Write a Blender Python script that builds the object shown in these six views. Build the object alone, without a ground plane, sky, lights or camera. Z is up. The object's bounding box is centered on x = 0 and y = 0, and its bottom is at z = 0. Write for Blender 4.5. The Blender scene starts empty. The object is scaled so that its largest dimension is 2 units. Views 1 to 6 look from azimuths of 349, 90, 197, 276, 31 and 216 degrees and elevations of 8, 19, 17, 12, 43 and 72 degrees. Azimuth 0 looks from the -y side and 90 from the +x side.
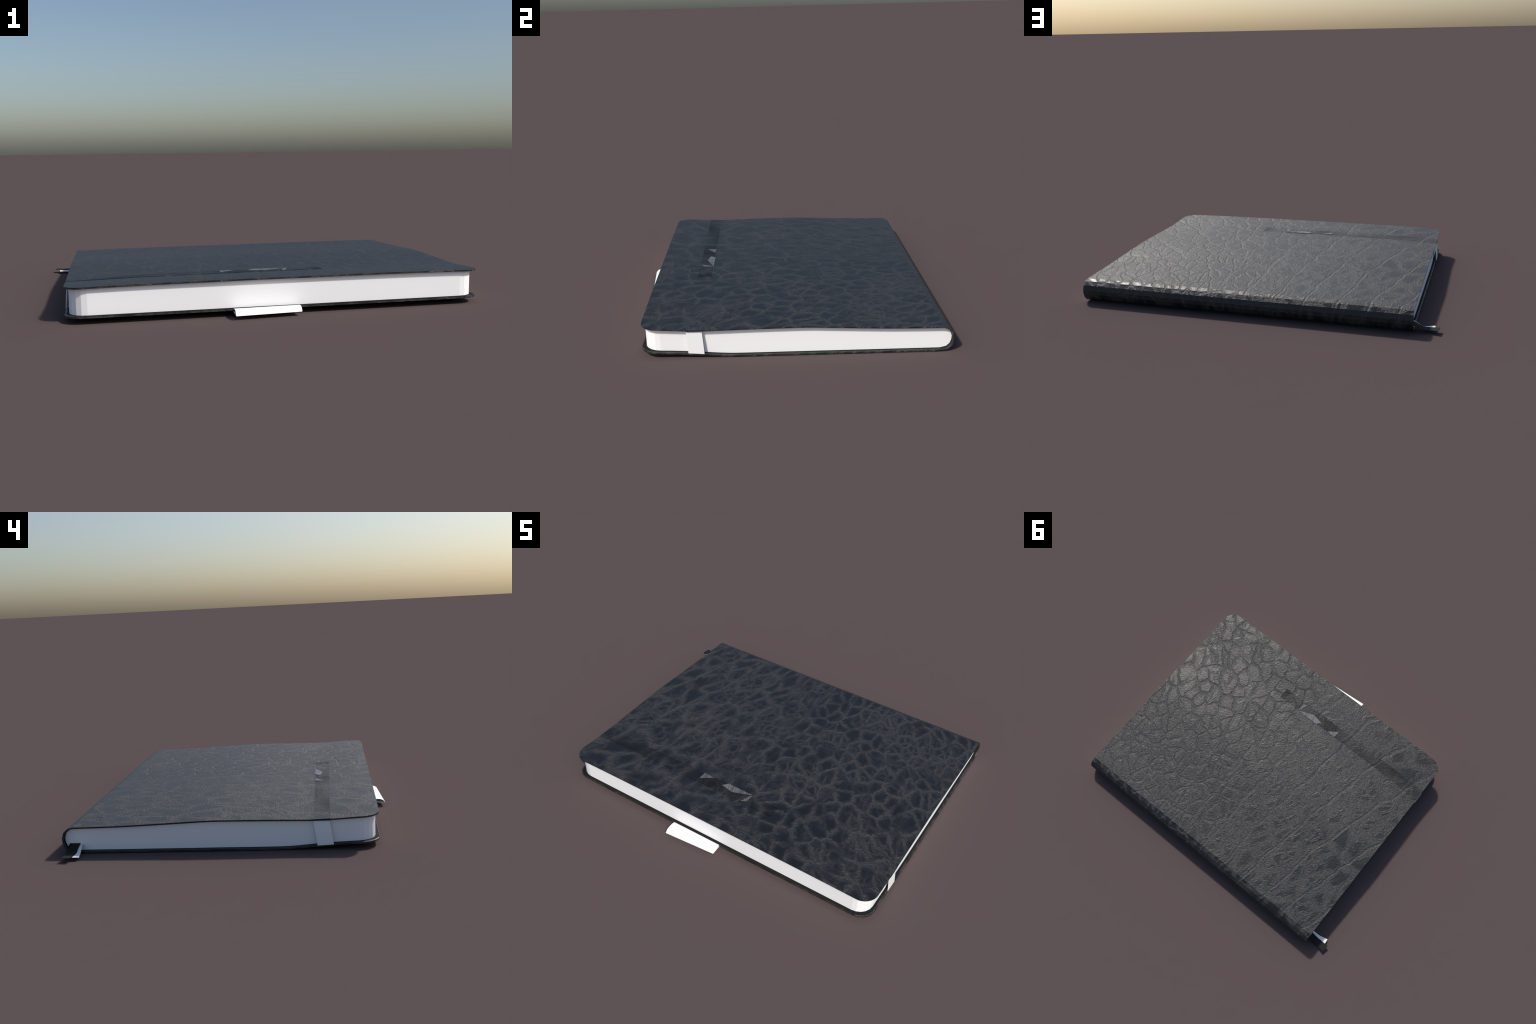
import bpy, math
from mathutils import Vector

# ------------------------------------------------------------------ sizes
X_LEFT, X_RIGHT = -0.870, 1.000        # head and tail edges of the case
Y_FRONT = -0.7065                       # fore-edge of the case
Y_FRONT_BACK = -0.7090                  # the back board reaches a little further
CORNER_R = 0.080                       # rounded fore-edge corners
T_TOP, T_SPINE, T_BOTTOM = 0.0078, 0.0085, 0.0095

# outer profile of the case in (y, z): front board, spine facets, back board
TOP_PROFILE = [(-0.7065, .1540), (-0.63, .1520), (-0.56, .1482), (-0.48, .1438),
               (-0.40, .1418), (-0.30, .1432), (-0.22, .1446), (-0.04, .1466),
               (0.09, .1466), (0.20, .1420), (0.29, .1382), (0.47, .1308),
               (0.61, .1278), (0.732, .1262)]
SPINE_PROFILE = [(0.732, .1262), (0.757, .1190), (0.777, .1000), (0.786, .0730),
                 (0.785, .0500), (0.776, .0260), (0.757, .0080), (0.725, .0000)]
BOTTOM_PROFILE = [(0.725, .0000), (0.40, .0000), (0.0, .0000), (-0.24, .0000),
                  (-0.32, .0030), (-0.41, .0105), (-0.50, .0170), (-0.58, .0210),
                  (-0.65, .0232), (-0.7090, .0245)]

# the front board bellies up between its ends, most of all beside the elastic band
BELLY = [(-0.71, .0070), (-0.40, .0090), (-0.10, .0062), (0.30, .0050), (0.60, .0042), (0.732, .0030)]
def belly(x, y):
    u = (x - 0.065) / 0.935
    return profile_z(BELLY, y) * max(0.0, 1 - abs(u) ** 3.5)

# ------------------------------------------------------------------ helpers
def smooth_profile(pts, n):
    """Monotone resampling of a profile by Catmull-Rom in y."""
    out = []
    for i in range(len(pts) - 1):
        p0 = pts[max(i - 1, 0)]; p1 = pts[i]; p2 = pts[i + 1]; p3 = pts[min(i + 2, len(pts) - 1)]
        for k in range(n):
            t = k / n
            h = p2[0] - p1[0]
            m1 = (p2[1] - p0[1]) / (p2[0] - p0[0]) * h
            m2 = (p3[1] - p1[1]) / (p3[0] - p1[0]) * h
            z = ((2*t**3 - 3*t*t + 1)*p1[1] + (t**3 - 2*t*t + t)*m1
                 + (-2*t**3 + 3*t*t)*p2[1] + (t**3 - t*t)*m2)
            out.append((p1[0] + t*h, z))
    out.append(pts[-1])
    return out

def profile_z(pts, y):
    pts = sorted(pts)
    if y <= pts[0][0]: return pts[0][1]
    for a, b in zip(pts, pts[1:]):
        if y <= b[0]:
            return a[1] + (b[1] - a[1]) * (y - a[0]) / (b[0] - a[0])
    return pts[-1][1]

def offset_profile(pts, dist):
    """Push a (y, z) profile inwards (to the right of its direction of travel)."""
    out = []
    for i, p in enumerate(pts):
        a = Vector(pts[max(i - 1, 0)]); b = Vector(pts[min(i + 1, len(pts) - 1)])
        d = (b - a).normalized()
        n = Vector((d.y, -d.x))
        k = dist(i) if callable(dist) else dist
        out.append((p[0] + n.x * k, p[1] + n.y * k))
    return out

def corner_inset(y, y_front, r):
    d = y_front + r - y
    if d <= 0: return 0.0
    return r - math.sqrt(max(r * r - d * d, 0.0))

def mesh_object(name, verts, faces, material, parent, smooth_angle=None):
    me = bpy.data.meshes.new(name)
    me.from_pydata(verts, [], faces)
    me.validate()
    me.materials.append(material)
    ob = bpy.data.objects.new(name, me)
    bpy.context.scene.collection.objects.link(ob)
    ob.parent = parent
    if smooth_angle is not None:
        for p in me.polygons: p.use_smooth = True
        me.set_sharp_from_angle(angle=math.radians(smooth_angle))
    return ob

def fix_normals(ob):
    import bmesh
    bm = bmesh.new(); bm.from_mesh(ob.data)
    bmesh.ops.remove_doubles(bm, verts=bm.verts, dist=1e-6)
    bmesh.ops.recalc_face_normals(bm, faces=bm.faces)
    bm.to_mesh(ob.data); bm.free()

# ------------------------------------------------------------------ node helper
class Nodes:
    def __init__(self, name):
        self.mat = bpy.data.materials.new(name)
        self.mat.use_nodes = True
        self.t = self.mat.node_tree
        self.bsdf = self.t.nodes['Principled BSDF']
    def put(self, sock, v):
        if hasattr(v, 'is_output'): self.t.links.new(v, sock)
        else: sock.default_value = v
    def math(self, op, a, b=None, c=None, clamp=False):
        n = self.t.nodes.new('ShaderNodeMath'); n.operation = op; n.use_clamp = clamp
        self.put(n.inputs[0], a)
        if b is not None: self.put(n.inputs[1], b)
        if c is not None: self.put(n.inputs[2], c)
        return n.outputs[0]
    def step(self, v, lo, hi, a=0.0, b=1.0):
        n = self.t.nodes.new('ShaderNodeMapRange'); n.interpolation_type = 'SMOOTHSTEP'
        self.put(n.inputs[0], v)
        for i, k in enumerate((lo, hi, a, b)): n.inputs[i + 1].default_value = k
        return n.outputs[0]
    def xyz(self):
        tc = self.t.nodes.new('ShaderNodeTexCoord')
        s = self.t.nodes.new('ShaderNodeSeparateXYZ')
        self.t.links.new(tc.outputs['Object'], s.inputs[0])
        return s.outputs
    def vec(self, x, y, z=0.0):
        n = self.t.nodes.new('ShaderNodeCombineXYZ')
        for i, k in enumerate((x, y, z)): self.put(n.inputs[i], k)
        return n.outputs[0]
    def noise(self, v, scale, detail=3.0, rough=0.5, distort=0.0, color=False):
        n = self.t.nodes.new('ShaderNodeTexNoise'); n.noise_dimensions = '2D'
        self.put(n.inputs['Vector'], v)
        n.inputs['Scale'].default_value = scale; n.inputs['Detail'].default_value = detail
        n.inputs['Roughness'].default_value = rough; n.inputs['Distortion'].default_value = distort
        return n.outputs[1] if color else n.outputs[0]
    def voronoi(self, v, scale, feature='DISTANCE_TO_EDGE', rnd=1.0):
        n = self.t.nodes.new('ShaderNodeTexVoronoi'); n.voronoi_dimensions = '2D'
        n.feature = feature
        self.put(n.inputs['Vector'], v)
        n.inputs['Scale'].default_value = scale; n.inputs['Randomness'].default_value = rnd
        return n.outputs[0]
    def mix(self, f, a, b):
        n = self.t.nodes.new('ShaderNodeMix'); n.data_type = 'RGBA'
        self.put(n.inputs[0], f); self.put(n.inputs[6], a); self.put(n.inputs[7], b)
        return n.outputs[2]
    def mixf(self, f, a, b):
        n = self.t.nodes.new('ShaderNodeMix'); n.data_type = 'FLOAT'
        self.put(n.inputs[0], f); self.put(n.inputs[2], a); self.put(n.inputs[3], b)
        return n.outputs[0]
    def bump(self, h, dist, strength=1.0, normal=None):
        n = self.t.nodes.new('ShaderNodeBump')
        n.inputs['Strength'].default_value = strength
        n.inputs['Distance'].default_value = dist
        self.put(n.inputs['Height'], h)
        if normal is not None: self.t.links.new(normal, n.inputs['Normal'])
        return n.outputs[0]
    def set(self, **kw):
        for k, v in kw.items(): self.put(self.bsdf.inputs[k.replace('_', ' ')], v)

def leather_material(name, elastic=False):
    """Wrinkled navy-black hide: smooth dark cells between pale, fibrous creases."""
    m = Nodes(name)
    x, y, z = m.xyz()
    v = m.math('ADD', m.math('SUBTRACT', y, z), 0.14)       # unrolls over the spine
    p0 = m.vec(x, v)
    # wandering of all creases, coarse and fine
    w1 = m.math('SUBTRACT', m.noise(p0, 5.0, 2.0), 0.5)
    w2 = m.math('SUBTRACT', m.noise(m.vec(m.math('ADD', x, 7.3), v), 5.0, 2.0), 0.5)
    g1 = m.math('SUBTRACT', m.noise(p0, 30.0, 2.0), 0.5)
    g2 = m.math('SUBTRACT', m.noise(m.vec(m.math('ADD', x, 4.1), v), 30.0, 2.0), 0.5)
    k1 = m.math('SUBTRACT', m.noise(p0, 85.0, 2.0), 0.5)
    k2 = m.math('SUBTRACT', m.noise(m.vec(m.math('ADD', x, 5.7), v), 85.0, 2.0), 0.5)
    # fanning coordinate: creases lean one way at the left, the other way at the right
    q = m.math('ADD', m.math('SUBTRACT', x, m.math('MULTIPLY', v, 0.04)),
               m.math('MULTIPLY', m.math('MULTIPLY', x, v), 0.36))
    qx = m.math('ADD', q, m.math('ADD', m.math('MULTIPLY', w1, 0.07), m.math('ADD', m.math('MULTIPLY', g1, 0.020), m.math('MULTIPLY', k1, 0.007))))
    vy = m.math('ADD', v, m.math('ADD', m.math('MULTIPLY', w2, 0.09), m.math('ADD', m.math('MULTIPLY', g2, 0.022), m.math('MULTIPLY', k2, 0.007))))
    right = m.step(m.math('ADD', x, m.math('MULTIPLY', w2, 0.6)), -0.35, 0.30)
    patch = m.noise(p0, 3.2, 2.0)
    gap = m.step(m.noise(m.vec(m.math('ADD', x, 2.2), v), 9.0, 2.0), 0.25, 0.55)   # creases come and go
    # round cells (right half), long cells (left half), small cells everywhere
    cell_r = m.voronoi(m.vec(qx, m.math('MULTIPLY', vy, 0.74)), 12.2)
    cell_l = m.voronoi(m.vec(qx, m.math('MULTIPLY', vy, 0.62)), 8.3)
    cell_s = m.voronoi(m.vec(m.math('ADD', qx, 3.1), m.math('MULTIPLY', vy, 0.80)), 20.0)
    edge = m.mixf(right, cell_l, cell_r)
    # long straight creases: a main set about 0.2 apart and a fainter one between
    def creases(freq, phase, wander):
        saw = m.math('FRACT', m.math('ADD', m.math('MULTIPLY', m.math('ADD', q, m.math('ADD', m.math('MULTIPLY', w1, wander), m.math('ADD', m.math('MULTIPLY', g1, 0.009), m.math('MULTIPLY', k1, 0.005)))), freq), phase))
        return m.math('DIVIDE', m.math('ABSOLUTE', m.math('SUBTRACT', saw, 0.5)), freq)
    line = creases(4.7, 0.47, 0.07)
    line2 = creases(7.3, 0.11, 0.20)
    # fibres: ridged fine noise, drawn out across the creases
    def ridged(vec, scale, sharp, dist):
        f = m.noise(vec, scale, 3.0, 0.6, dist)
        return m.math('SUBTRACT', 1.0, m.math('MULTIPLY', m.math('ABSOLUTE', m.math('SUBTRACT', f, 0.5)), sharp), clamp=True)
    pf = m.vec(m.math('ADD', m.math('MULTIPLY', qx, 0.80), m.math('MULTIPLY', vy, 0.25)), m.math('SUBTRACT', m.math('MULTIPLY', vy, 1.35), m.math('MULTIPLY', qx, 0.35)))
    ridge = ridged(pf, 48.0, 6.5, 0.5)
    ridge2 = ridged(pf, 110.0, 5.5, 0.4)
    fib = m.math('ADD', m.math('MULTIPLY', ridge, 0.55), m.math('MULTIPLY', ridge2, 0.45))
    # soft halo and sharp core of the creases
    halo = m.math('MULTIPLY', m.step(edge, 0.0, 0.28, 1.0, 0.0), m.math('ADD', m.math('MULTIPLY', gap, 0.65), 0.35))
    core = m.math('MULTIPLY', m.step(edge, 0.0, 0.055, 1.0, 0.0), gap)
    halo_s = m.math('MULTIPLY', m.step(cell_s, 0.0, 0.28, 0.8, 0.0), m.step(patch, 0.38, 0.62))
    left = m.math('SUBTRACT', 1.0, m.math('MULTIPLY', right, 0.6))
    lhalo = m.math('MULTIPLY', m.math('MULTIPLY', m.step(line, 0.0, 0.030, 0.85, 0.0), m.math('ADD', m.math('MULTIPLY', gap, 0.5), 0.5)), left)
    lcore = m.math('MULTIPLY', m.math('MULTIPLY', m.step(line, 0.0, 0.0085, 1.3, 0.0), left), m.math('ADD', m.math('MULTIPLY', gap, 0.5), 0.5))
    lcore2 = m.math('MULTIPLY', m.step(line2, 0.0, 0.010, 0.5, 0.0), gap)
    cores = m.math('MAXIMUM', core, m.math('MAXIMUM', lcore, lcore2))
    halos = m.math('MAXIMUM', m.math('MAXIMUM', halo, halo_s), lhalo)
    vein = m.math('MULTIPLY', halos, m.math('ADD', m.math('MULTIPLY', fib, 1.10), 0.05))
    vein = m.math('ADD', vein, m.math('MULTIPLY', cores, m.math('ADD', m.math('MULTIPLY', fib, 0.45), 0.14)))
    vein = m.math('ADD', vein, m.math('MULTIPLY', fib, 0.15))
    vein = m.math('ADD', vein, m.math('MULTIPLY', m.math('SUBTRACT', patch, 0.5), 0.24), clamp=True)
    col = m.mix(vein, CELL, VEIN)
    rough = m.mixf(vein, ROUGH_CELL, ROUGH_VEIN)
    # relief: puffed cells, creases, fibres and pores
    dent = m.math('MULTIPLY', m.step(edge, 0.0, 0.15, 1.15, 0.0), m.math('MULTIPLY', m.math('ADD', m.math('MULTIPLY', gap, 0.7), 0.3), m.mixf(right, 0.30, 1.0)))
    dent_s = m.math('MULTIPLY', m.step(cell_s, 0.0, 0.10, 0.40, 0.0), m.step(patch, 0.40, 0.62))
    dent_l = m.math('MULTIPLY', m.math('MULTIPLY', m.step(line, 0.0, 0.016, 1.0, 0.0), left), m.math('ADD', m.math('MULTIPLY', gap, 0.75), 0.25))
    sag = m.math('MULTIPLY', m.step(edge, 0.0, 0.35, 1.0, 0.0), 0.35)
    h = m.math('SUBTRACT', 2.0, m.math('ADD', m.math('MAXIMUM', m.math('MAXIMUM', dent, dent_s), dent_l), sag))
    pores = m.step(m.noise(p0, 100.0, 1.0, 0.5), 0.28, 0.44)
    grain = m.noise(m.vec(m.math('ADD', m.math('MULTIPLY', x, 0.6), m.math('MULTIPLY', v, 0.5)), m.math('SUBTRACT', v, m.math('MULTIPLY', x, 0.9))), 75.0, 2.0, 0.6)
    hf = m.math('ADD', m.math('MULTIPLY', fib, m.math('ADD', m.math('MULTIPLY', halos, 0.85), 0.05)),
                m.math('ADD', m.math('MULTIPLY', pores, m.math('ADD', m.math('MULTIPLY', halos, 0.8), 0.15)), m.math('MULTIPLY', grain, 0.55)))
    n1 = m.bump(h, BUMP_BIG, 1.0)
    n2 = m.bump(hf, BUMP_FINE, 1.0, n1)
    if elastic:
        # leather darkened by a ramp along x: dark on the left part, hardly at all further right
        r = m.t.nodes.new('ShaderNodeValToRGB')
        m.put(r.inputs[0], m.math('MULTIPLY_ADD', x, 0.8, 0.72))
        cr = r.color_ramp
        stops = [(0.024, .30), (0.12, .45), (0.20, .85), (0.28, .90), (0.336, .60), (0.40, .70), (0.464, .45),
                 (0.584, .60), (0.64, .90), (0.68, .60), (0.80, .35), (0.88, .25), (0.925, .45), (0.94, .85)]
        while len(cr.elements) < len(stops): cr.elements.new(0.5)
        for e, (pos, k) in zip(cr.elements, stops):
            e.position = pos; e.color = (k, k, k, 1)
        # the darkening fades toward one edge, then toward the other
        yy = m.math('DIVIDE', m.math('ADD', y, 0.4815), 0.0745, clamp=True)
        side_f = m.mixf(m.step(x, -0.68, -0.42), m.math('SUBTRACT', 1.0, m.math('MULTIPLY', yy, 0.75)),
                        m.math('ADD', 0.25, m.math('MULTIPLY', yy, 0.75)))
        side_f = m.mixf(m.step(x, -0.25, -0.15), side_f, 0.9)
        dark = m.math('MULTIPLY', r.outputs[0], side_f)
        col = m.mix(dark, col, (0.0065, 0.0068, 0.0075, 1))
        rough = m.mixf(dark, rough, 0.60)
        m.put(m.bsdf.inputs['Specular IOR Level'], m.mixf(dark, 0.57, 0.22))
    m.set(Base_Color=col, Roughness=rough, Normal=n2)
    if not elastic: m.bsdf.inputs['Specular IOR Level'].default_value = 0.57
    return m.mat

CELL = (0.0058, 0.0064, 0.0080, 1)
VEIN = (0.0385, 0.0382, 0.0385, 1)
ROUGH_CELL, ROUGH_VEIN = 0.42, 0.54
BUMP_BIG = 0.0026
BUMP_FINE = 0.0014

def plain(name, color, rough, spec=0.5):
    m = Nodes(name)
    m.set(Base_Color=color, Roughness=rough)
    m.bsdf.inputs['Specular IOR Level'].default_value = spec
    return m

def paper_material():
    m = Nodes('white_paper')
    x, y, z = m.xyz()
    n = m.noise(m.vec(m.math('ADD', x, y), m.math('MULTIPLY', z, 60.0)), 6.0, 2.0)
    m.set(Base_Color=m.mix(n, (0.965, 0.963, 0.965, 1), (0.99, 0.988, 0.99, 1)), Roughness=0.6)
    return m.mat

def board_lining_material():
    m = Nodes('black_board_lining')
    x, y, z = m.xyz()
    n = m.noise(m.vec(m.math('ADD', x, z), y), 60.0, 3.0)
    m.set(Base_Color=m.mix(n, (0.006, 0.006, 0.006, 1), (0.012, 0.012, 0.012, 1)), Roughness=0.8)
    m.bsdf.inputs['Specular IOR Level'].default_value = 0.2
    return m.mat

def painted_glint_material():
    m = Nodes('painted_elastic_glint')
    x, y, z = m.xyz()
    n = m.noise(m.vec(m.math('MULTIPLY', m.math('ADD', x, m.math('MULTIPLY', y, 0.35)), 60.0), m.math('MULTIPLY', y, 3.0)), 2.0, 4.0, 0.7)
    m.set(Base_Color=m.mix(m.step(n, 0.25, 0.75), (0.045, 0.045, 0.048, 1), (0.19, 0.19, 0.195, 1)), Roughness=0.36)  # grey lightened and streaked so the glints show from most sides
    return m.mat

def ribbon_material(name, a, b, rough):
    m = Nodes(name)
    x, y, z = m.xyz()
    n = m.noise(m.vec(m.math('MULTIPLY', x, 0.2), y), 500.0, 1.0)
    m.set(Base_Color=m.mix(n, a, b), Roughness=rough)
    m.bsdf.inputs['Specular IOR Level'].default_value = 0.2
    return m.mat

LEATHER = leather_material('wrinkled_navy_black_leather')
ELASTIC = leather_material('leather_dark_band', elastic=True)
PAPER = paper_material()
LINING = board_lining_material()
PAINTED_GLINT = painted_glint_material()
WHITE = plain('white_cloth', (0.92, 0.92, 0.92, 1), 0.5).mat
BLACK_EDGE = plain('black_elastic_edge', (0.006, 0.006, 0.006, 1), 0.6).mat
RIBBON_BLACK = ribbon_material('black_satin_ribbon', (0.012, 0.013, 0.012, 1), (0.020, 0.021, 0.020, 1), 0.75)
RIBBON_WHITE = ribbon_material('white_satin_ribbon', (0.88, 0.88, 0.88, 1), (0.94, 0.94, 0.94, 1), 0.45)

# ------------------------------------------------------------------ the thing
book = bpy.data.objects.new('notebook', None)
bpy.context.scene.collection.objects.link(book)
book['label'] = 'black leather bound notebook with white pages, elastic band and ribbon'
book['category'] = 'notebook'

# ------------------------------------------------------------------ case (boards and spine)
def corner_stations(y_front, r, n):
    """Extra y positions so that the fore-edge corners come out round."""
    return [y_front + r * (1 - math.cos(math.pi / 2 * k / n)) for k in range(n + 1)]

def board_profile(pts, y_front, n=4):
    fine = smooth_profile(pts, n)
    rev = fine[0][0] > fine[-1][0]
    ys = [p[0] for p in fine if p[0] > y_front + CORNER_R + 1e-4] + corner_stations(y_front, CORNER_R, 8)
    ys = sorted(set(round(k, 6) for k in ys))
    src = sorted(fine)
    out = [(k, profile_z(src, k)) for k in ys]
    return out[::-1] if rev else out

def shell(name, outer, thickness, rim_front, chamfer, lift=lambda x, y: 0.0, y_front=Y_FRONT):
    """A curved sheet of given thickness, extruded along x, with a chamfered rim."""
    inner = offset_profile(outer, thickness)
    nx = 24
    verts, faces, mats = [], [], []
    def row(y, z, inset):
        c = corner_inset(y, y_front, CORNER_R) + inset
        a, b = X_LEFT + c, X_RIGHT - c
        base = len(verts)
        for i in range(nx + 1):
            verts.append((a + (b - a) * i / nx, y, z))
        return base
    n = len(outer)
    o_rows = [row(p[0], p[1], 0.0) for p in outer]
    # inner rows keep the plan position of the outer rows at the corners
    i_rows = []
    for k, (p, o) in enumerate(zip(inner, outer)):
        base = len(verts)
        if k == rim_front: p = (p[0] + chamfer, p[1])
        c = corner_inset(o[0], y_front, CORNER_R) + chamfer
        a, b = X_LEFT + c, X_RIGHT - c
        for i in range(nx + 1): verts.append((a + (b - a) * i / nx, p[0], p[1]))
        i_rows.append(base)
    # rim rows a little below the inner face, flush with the outline
    frac = 0.75
    m_left, m_right = [], []
    for p, o in zip(inner, outer):
        c = corner_inset(o[0], y_front, CORNER_R)
        y = o[0] + (p[0] - o[0]) * frac; z = o[1] + (p[1] - o[1]) * frac
        m_left.append(len(verts)); verts.append((X_LEFT + c, y, z))
        m_right.append(len(verts)); verts.append((X_RIGHT - c, y, z))
    for r in range(n - 1):
        for i in range(nx):
            faces.append((o_rows[r] + i, o_rows[r] + i + 1, o_rows[r+1] + i + 1, o_rows[r+1] + i)); mats.append(0)
            faces.append((i_rows[r] + i, i_rows[r+1] + i, i_rows[r+1] + i + 1, i_rows[r] + i + 1)); mats.append(1)
        faces.append((o_rows[r], o_rows[r+1], m_left[r+1], m_left[r])); mats.append(0)
        faces.append((m_left[r], m_left[r+1], i_rows[r+1], i_rows[r])); mats.append(0)
        faces.append((o_rows[r] + nx, m_right[r], m_right[r+1], o_rows[r+1] + nx)); mats.append(0)
        faces.append((m_right[r], i_rows[r] + nx, i_rows[r+1] + nx, m_right[r+1])); mats.append(0)
    if rim_front is not None:
        r = rim_front
        mid = [m_left[r]]
        for i in range(1, nx):
            o = Vector(verts[o_rows[r] + i]); k = Vector(verts[i_rows[r] + i])
            q = o + (k - o) * frac; q.y = o.y
            mid.append(len(verts)); verts.append(tuple(q))
        mid.append(m_right[r])
        for i in range(nx):
            faces.append((o_rows[r] + i, o_rows[r] + i + 1, mid[i+1], mid[i])); mats.append(0)
            faces.append((mid[i], mid[i+1], i_rows[r] + i + 1, i_rows[r] + i)); mats.append(0)
    verts = [(a, b, c + lift(a, b)) for a, b, c in verts]
    ob = mesh_object(name, verts, faces, LEATHER, book)
    ob.data.materials.append(LINING)
    ob.data.polygons.foreach_set('material_index', mats)
    fix_normals(ob)
    for p in ob.data.polygons: p.use_smooth = True
    ob.data.set_sharp_from_angle(angle=math.radians(11))
    return ob

top_outer = board_profile(TOP_PROFILE, Y_FRONT)          # front -> spine, inner side below
bot_outer = board_profile(BOTTOM_PROFILE, Y_FRONT_BACK)       # spine -> front, inner side above
shell('front_cover', top_outer, T_TOP, 0, 0.0015, belly)
shell('spine', SPINE_PROFILE, T_SPINE, None, 0.0060, lambda x, y: belly(x, 0.732) if abs(y - 0.732) < 2e-3 else 0.0)
shell('back_cover', bot_outer, T_BOTTOM, len(bot_outer) - 1, 0.0085, y_front=Y_FRONT_BACK)

# ------------------------------------------------------------------ page block
PX_L, PX_R, PY_F, PAGE_R = -0.851, 0.9795, -0.690, 0.078
def page_block():
    top = [(p[0], p[1] - T_TOP + 0.0015) for p in smooth_profile(TOP_PROFILE, 2)]
    bot = [(p[0], p[1] + T_BOTTOM - 0.0015) for p in smooth_profile(BOTTOM_PROFILE, 2)]
    back = offset_profile(SPINE_PROFILE, T_SPINE + 0.0015)
    ys = sorted(set([round(p[0], 5) for p in top if PY_F + PAGE_R + 1e-3 < p[0] < 0.70]
                    + [PY_F + PAGE_R * (1 - math.cos(math.pi / 2 * k / 5)) for k in range(6)]))
    ring = []                                   # closed outlines at each y: (x-, x+, ztop, zbot)
    for y in ys:
        c = corner_inset(y, PY_F, PAGE_R)
        ring.append((y, y, PX_L + c, PX_R - c, profile_z(top, y), profile_z(bot, y)))
    half = len(back) // 2
    for k in range(half):
        a, b = back[k], back[len(back) - 1 - k]
        ring.append((a[0], b[0], PX_L, PX_R, a[1], b[1]))
    verts, faces = [], []
    nx, n = 24, len(ring)
    for yt, yb, a, b, zt, zb in ring:
        xs = [a + (b - a) * i / nx for i in range(nx + 1)]
        verts += [(x, yt, zt + (belly(x, yt) if yt < 0.74 else 0.0)) for x in xs] + [(x, yb, zb) for x in reversed(xs)]
    w = 2 * (nx + 1)
    for r in range(n - 1):
        for k in range(w):
            k2 = (k + 1) % w
            faces.append((w*r + k, w*r + k2, w*(r+1) + k2, w*(r+1) + k))
    for r in (0, n - 1):
        for i in range(nx):
            faces.append((w*r + i, w*r + i + 1, w*r + w - 2 - i, w*r + w - 1 - i))
    ob = mesh_object('page_block', verts, faces, PAPER, book)
    fix_normals(ob)
    for p in ob.data.polygons: p.use_smooth = True
    ob.data.set_sharp_from_angle(angle=math.radians(8))
page_block()

# ------------------------------------------------------------------ ribbons and bands
def strip(name, path, material, parent, thick=0.0025, smooth=20):
    """A flat band: path is a list of (left edge point, right edge point)."""
    verts, faces = [], []
    n = len(path)
    for i, (a, b) in enumerate(path):
        a, b = Vector(a), Vector(b)
        j0, j1 = max(i - 1, 0), min(i + 1, n - 1)
        t = (Vector(path[j1][0]) + Vector(path[j1][1])) - (Vector(path[j0][0]) + Vector(path[j0][1]))
        nrm = (b - a).cross(t).normalized() * thick
        verts += [tuple(a), tuple(b), tuple(b + nrm), tuple(a + nrm)]
    for r in range(n - 1):
        for k in range(4):
            k2 = (k + 1) % 4
            faces.append((4*r + k, 4*r + k2, 4*(r+1) + k2, 4*(r+1) + k))
    faces.append((0, 1, 2, 3)); faces.append(tuple(4*(n-1) + k for k in range(4)))
    ob = mesh_object(name, verts, faces, material, parent)
    fix_normals(ob)
    for p in ob.data.polygons: p.use_smooth = True
    ob.data.set_sharp_from_angle(angle=math.radians(smooth))
    return ob

def bezier(pts, n):
    """Catmull-Rom through 3D points."""
    P = [Vector(p) for p in pts]
    out = []
    for i in range(len(P) - 1):
        p0, p1, p2, p3 = P[max(i-1, 0)], P[i], P[i+1], P[min(i+2, len(P)-1)]
        for k in range(n):
            t = k / n
            out.append(0.5 * ((2*p1) + (p2 - p0)*t + (2*p0 - 5*p1 + 4*p2 - p3)*t*t + (3*p1 - p0 - 3*p2 + p3)*t**3))
    out.append(P[-1])
    return out

# bookmark ribbons: black one on the spine side, white one beside it
ba = bezier([(-0.83, .7555, .045), (-0.862, .7555, .041), (-0.915, .754, .019), (-0.95, .7495, .0165), (-0.992, .7560, .0190)], 5)
bb = bezier([(-0.83, .7040, .045), (-0.862, .7040, .041), (-0.915, .707, .019), (-0.95, .7065, .0165), (-0.9985, .7090, .0205)], 5)
strip('bookmark_ribbon', list(zip(ba, bb)), RIBBON_BLACK, book, 0.0018)
wa = bezier([(-0.83, .7050, .040), (-0.862, .7045, .0365), (-0.910, .7060, .0150), (-0.945, .7068, .0140), (-0.974, .7068, .0150)], 5)
wb = bezier([(-0.83, .6900, .042), (-0.862, .6910, .0390), (-0.910, .6880, .0125), (-0.945, .6810, .0120), (-0.970, .6750, .0135)], 5)
strip('bookmark_ribbon', list(zip(wa, wb)), RIBBON_WHITE, book, 0.0018)

# elastic band: an empty-free group, the strip on the front cover is the parent part
def cover_z(x, y): return profile_z(top_outer, y) + belly(x, y)

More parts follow.
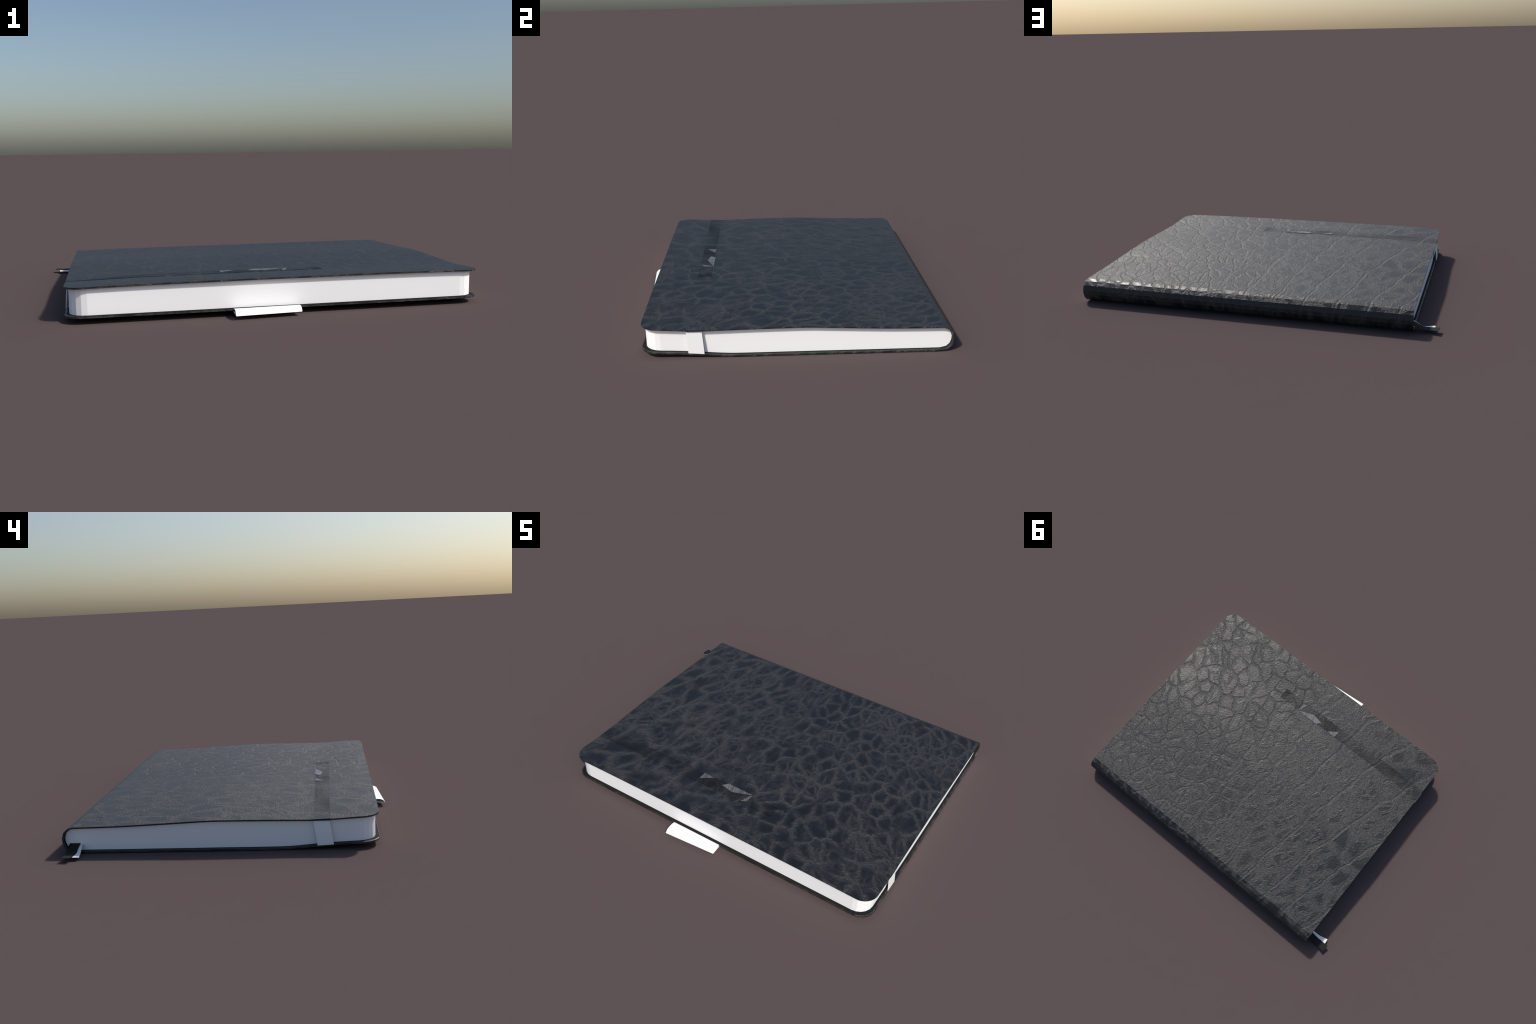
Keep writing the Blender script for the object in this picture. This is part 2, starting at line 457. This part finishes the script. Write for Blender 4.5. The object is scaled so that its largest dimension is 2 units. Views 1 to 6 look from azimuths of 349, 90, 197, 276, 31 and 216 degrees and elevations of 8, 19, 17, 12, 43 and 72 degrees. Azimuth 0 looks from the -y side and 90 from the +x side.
def band_on_cover():
    xs = [-0.8698 + (0.302 + 0.8698) * i / 120 for i in range(121)]
    ss = [k / 6 for k in range(7)]
    verts, faces = [], []
    def height(x, s):
        # the band lies proud along its fore-edge side and buckles in diagonal folds further right
        lift = 0.0012 * (1 - s) + 0.0006
        mid = max(0.0, 1 - abs(x + 0.02) / 0.34)
        fold = math.sin(2 * math.pi * (x * 7.0 + 0.35 * s)) * 0.0005 * mid
        return lift + fold
    for x in xs:
        for s in ss:
            y = -0.4815 + 0.0745 * s
            verts.append((x, y, cover_z(x, y) + max(height(x, s), 0.0004)))
    m = len(ss)
    top_n = len(verts)
    for x in xs:
        for s in ss:
            y = -0.4815 + 0.0745 * s
            verts.append((x, y, cover_z(x, y) - 0.002))
    for i in range(len(xs) - 1):
        for k in range(m - 1):
            a = i * m + k
            faces.append((a, a + m, a + m + 1, a + 1))
            faces.append((top_n + a, top_n + a + 1, top_n + a + m + 1, top_n + a + m))
        a = i * m
        faces.append((a, top_n + a, top_n + a + m, a + m))
        a = i * m + m - 1
        faces.append((a, a + m, top_n + a + m, top_n + a))
    for i in (0, len(xs) - 1):
        for k in range(m - 1):
            a = i * m + k
            faces.append((a, a + 1, top_n + a + 1, top_n + a))
    ob = mesh_object('elastic_band', verts, faces, ELASTIC, book)
    fix_normals(ob)
    for p in ob.data.polygons: p.use_smooth = True
    ob.data.set_sharp_from_angle(angle=math.radians(40))
    return ob
band = band_on_cover()

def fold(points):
    """A pale plate modelled for a glint on the band: points (x, y, lift above the cover), closed down to it."""
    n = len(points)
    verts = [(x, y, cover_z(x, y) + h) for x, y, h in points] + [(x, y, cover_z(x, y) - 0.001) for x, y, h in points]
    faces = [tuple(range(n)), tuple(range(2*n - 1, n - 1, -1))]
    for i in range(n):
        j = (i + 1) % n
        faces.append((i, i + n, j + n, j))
    ob = mesh_object('elastic_glint_plate', verts, faces, PAINTED_GLINT, band)
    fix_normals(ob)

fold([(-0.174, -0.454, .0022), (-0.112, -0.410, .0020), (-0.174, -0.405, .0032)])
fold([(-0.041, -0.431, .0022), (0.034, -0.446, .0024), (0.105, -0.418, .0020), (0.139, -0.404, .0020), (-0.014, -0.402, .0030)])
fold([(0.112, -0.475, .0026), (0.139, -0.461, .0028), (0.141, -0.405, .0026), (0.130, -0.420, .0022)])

# the band where it crosses the fore and tail edges (white), with its black rims
def side(x_out, x_in, y_top, y_bot, sgn):
    w = 0.0745
    z0, z1, z2 = 0.1385, 0.0830, 0.0215
    xm = x_out - sgn * 0.0030
    path = [((x_in, y_top[0], z0), (x_in, y_top[1], z0 - 0.001)),
            ((xm, (y_top[0] + y_bot[0]) / 2, z1), (xm, (y_top[1] + y_bot[1]) / 2, z1 - 0.001)),
            ((x_out, y_bot[0], z2), (x_out, y_bot[1], z2 - 0.004))]
    if sgn < 0: path = [(b, a) for a, b in path]
    strip('elastic_band_side', path, WHITE, band, 0.0025, 1)
side(0.9995, 0.9930, (-0.4862, -0.4118), (-0.4788, -0.4026), 1)
side(-0.8725, -0.8640, (-0.4792, -0.4040), (-0.4958, -0.4212), -1)

def box(name, x0, x1, y0, y1, z0, z1, mat, parent):
    v = [(x, y, z) for z in (z0, z1) for x, y in ((x0, y0), (x1, y0), (x1, y1), (x0, y1))]
    f = [(3, 2, 1, 0), (4, 5, 6, 7), (0, 1, 5, 4), (1, 2, 6, 5), (2, 3, 7, 6), (3, 0, 4, 7)]
    return mesh_object(name, v, f, mat, parent)
box('elastic_band_rim', 0.9900, 1.0006, -0.4862, -0.4118, .1350, .1410, BLACK_EDGE, band)
box('elastic_band_rim', -0.8706, -0.8600, -0.4800, -0.4040, .1355, .1410, BLACK_EDGE, band)
# the band under the back cover
strip('elastic_band_underside', [((-0.8705, -0.496, .0155), (-0.8705, -0.421, .0100)),
                                 ((0.06, -0.487, .0150), (0.06, -0.412, .0095)),
                                 ((0.998, -0.479, .0140), (0.998, -0.403, .0085))], BLACK_EDGE, band, 0.0025)

# ------------------------------------------------------------------ pull tab (folded white loop)
def tab():
    # section in (y, z): from under the board, over the arch, to the tip and back underneath
    sec = bezier([(0, -0.690, .0225), (0, -0.712, .0335), (0, -0.735, .0385), (0, -0.757, .0372), (0, -0.774, .0305),
                  (0, -0.7855, .0165)], 4)
    low = bezier([(0, -0.7855, .0165), (0, -0.765, .0175), (0, -0.735, .0195), (0, -0.690, .0205)], 3)
    t = 0.0030
    outer = [(p.y, p.z) for p in sec] + [(p.y, p.z) for p in low[1:]]
    c = (-0.735, 0.0265)
    inner = []
    for y, z in outer:
        d = Vector((c[0] - y, c[1] - z))
        if d.length > 1e-6: d = d.normalized() * min(t, d.length * 0.5)
        inner.append((y + d.x, z + d.y))
    n = len(outer)
    def skew(y, k):     # the fore-edge of the loop runs slightly askew
        f = max(0.0, min(1.0, (-0.70 - y) / 0.085))
        return y + (0.022 * f if k else 0.0)
    verts, faces = [], []
    for k, x in enumerate((-0.1595, 0.1335)):
        for y, z in outer: verts.append((x, skew(y, k), z))
        for y, z in inner: verts.append((x, skew(y, k), z))
    N = 2 * n
    for i in range(n - 1):
        faces.append((i, i + 1, N + i + 1, N + i))
        faces.append((n + i, N + n + i, N + n + i + 1, n + i + 1))
        faces.append((i, n + i, n + i + 1, i + 1))
        faces.append((N + i, N + i + 1, N + n + i + 1, N + n + i))
    ob = mesh_object('pull_tab', verts, faces, WHITE, book)
    fix_normals(ob)
    for p in ob.data.polygons: p.use_smooth = True
    ob.data.set_sharp_from_angle(angle=math.radians(35))
tab()
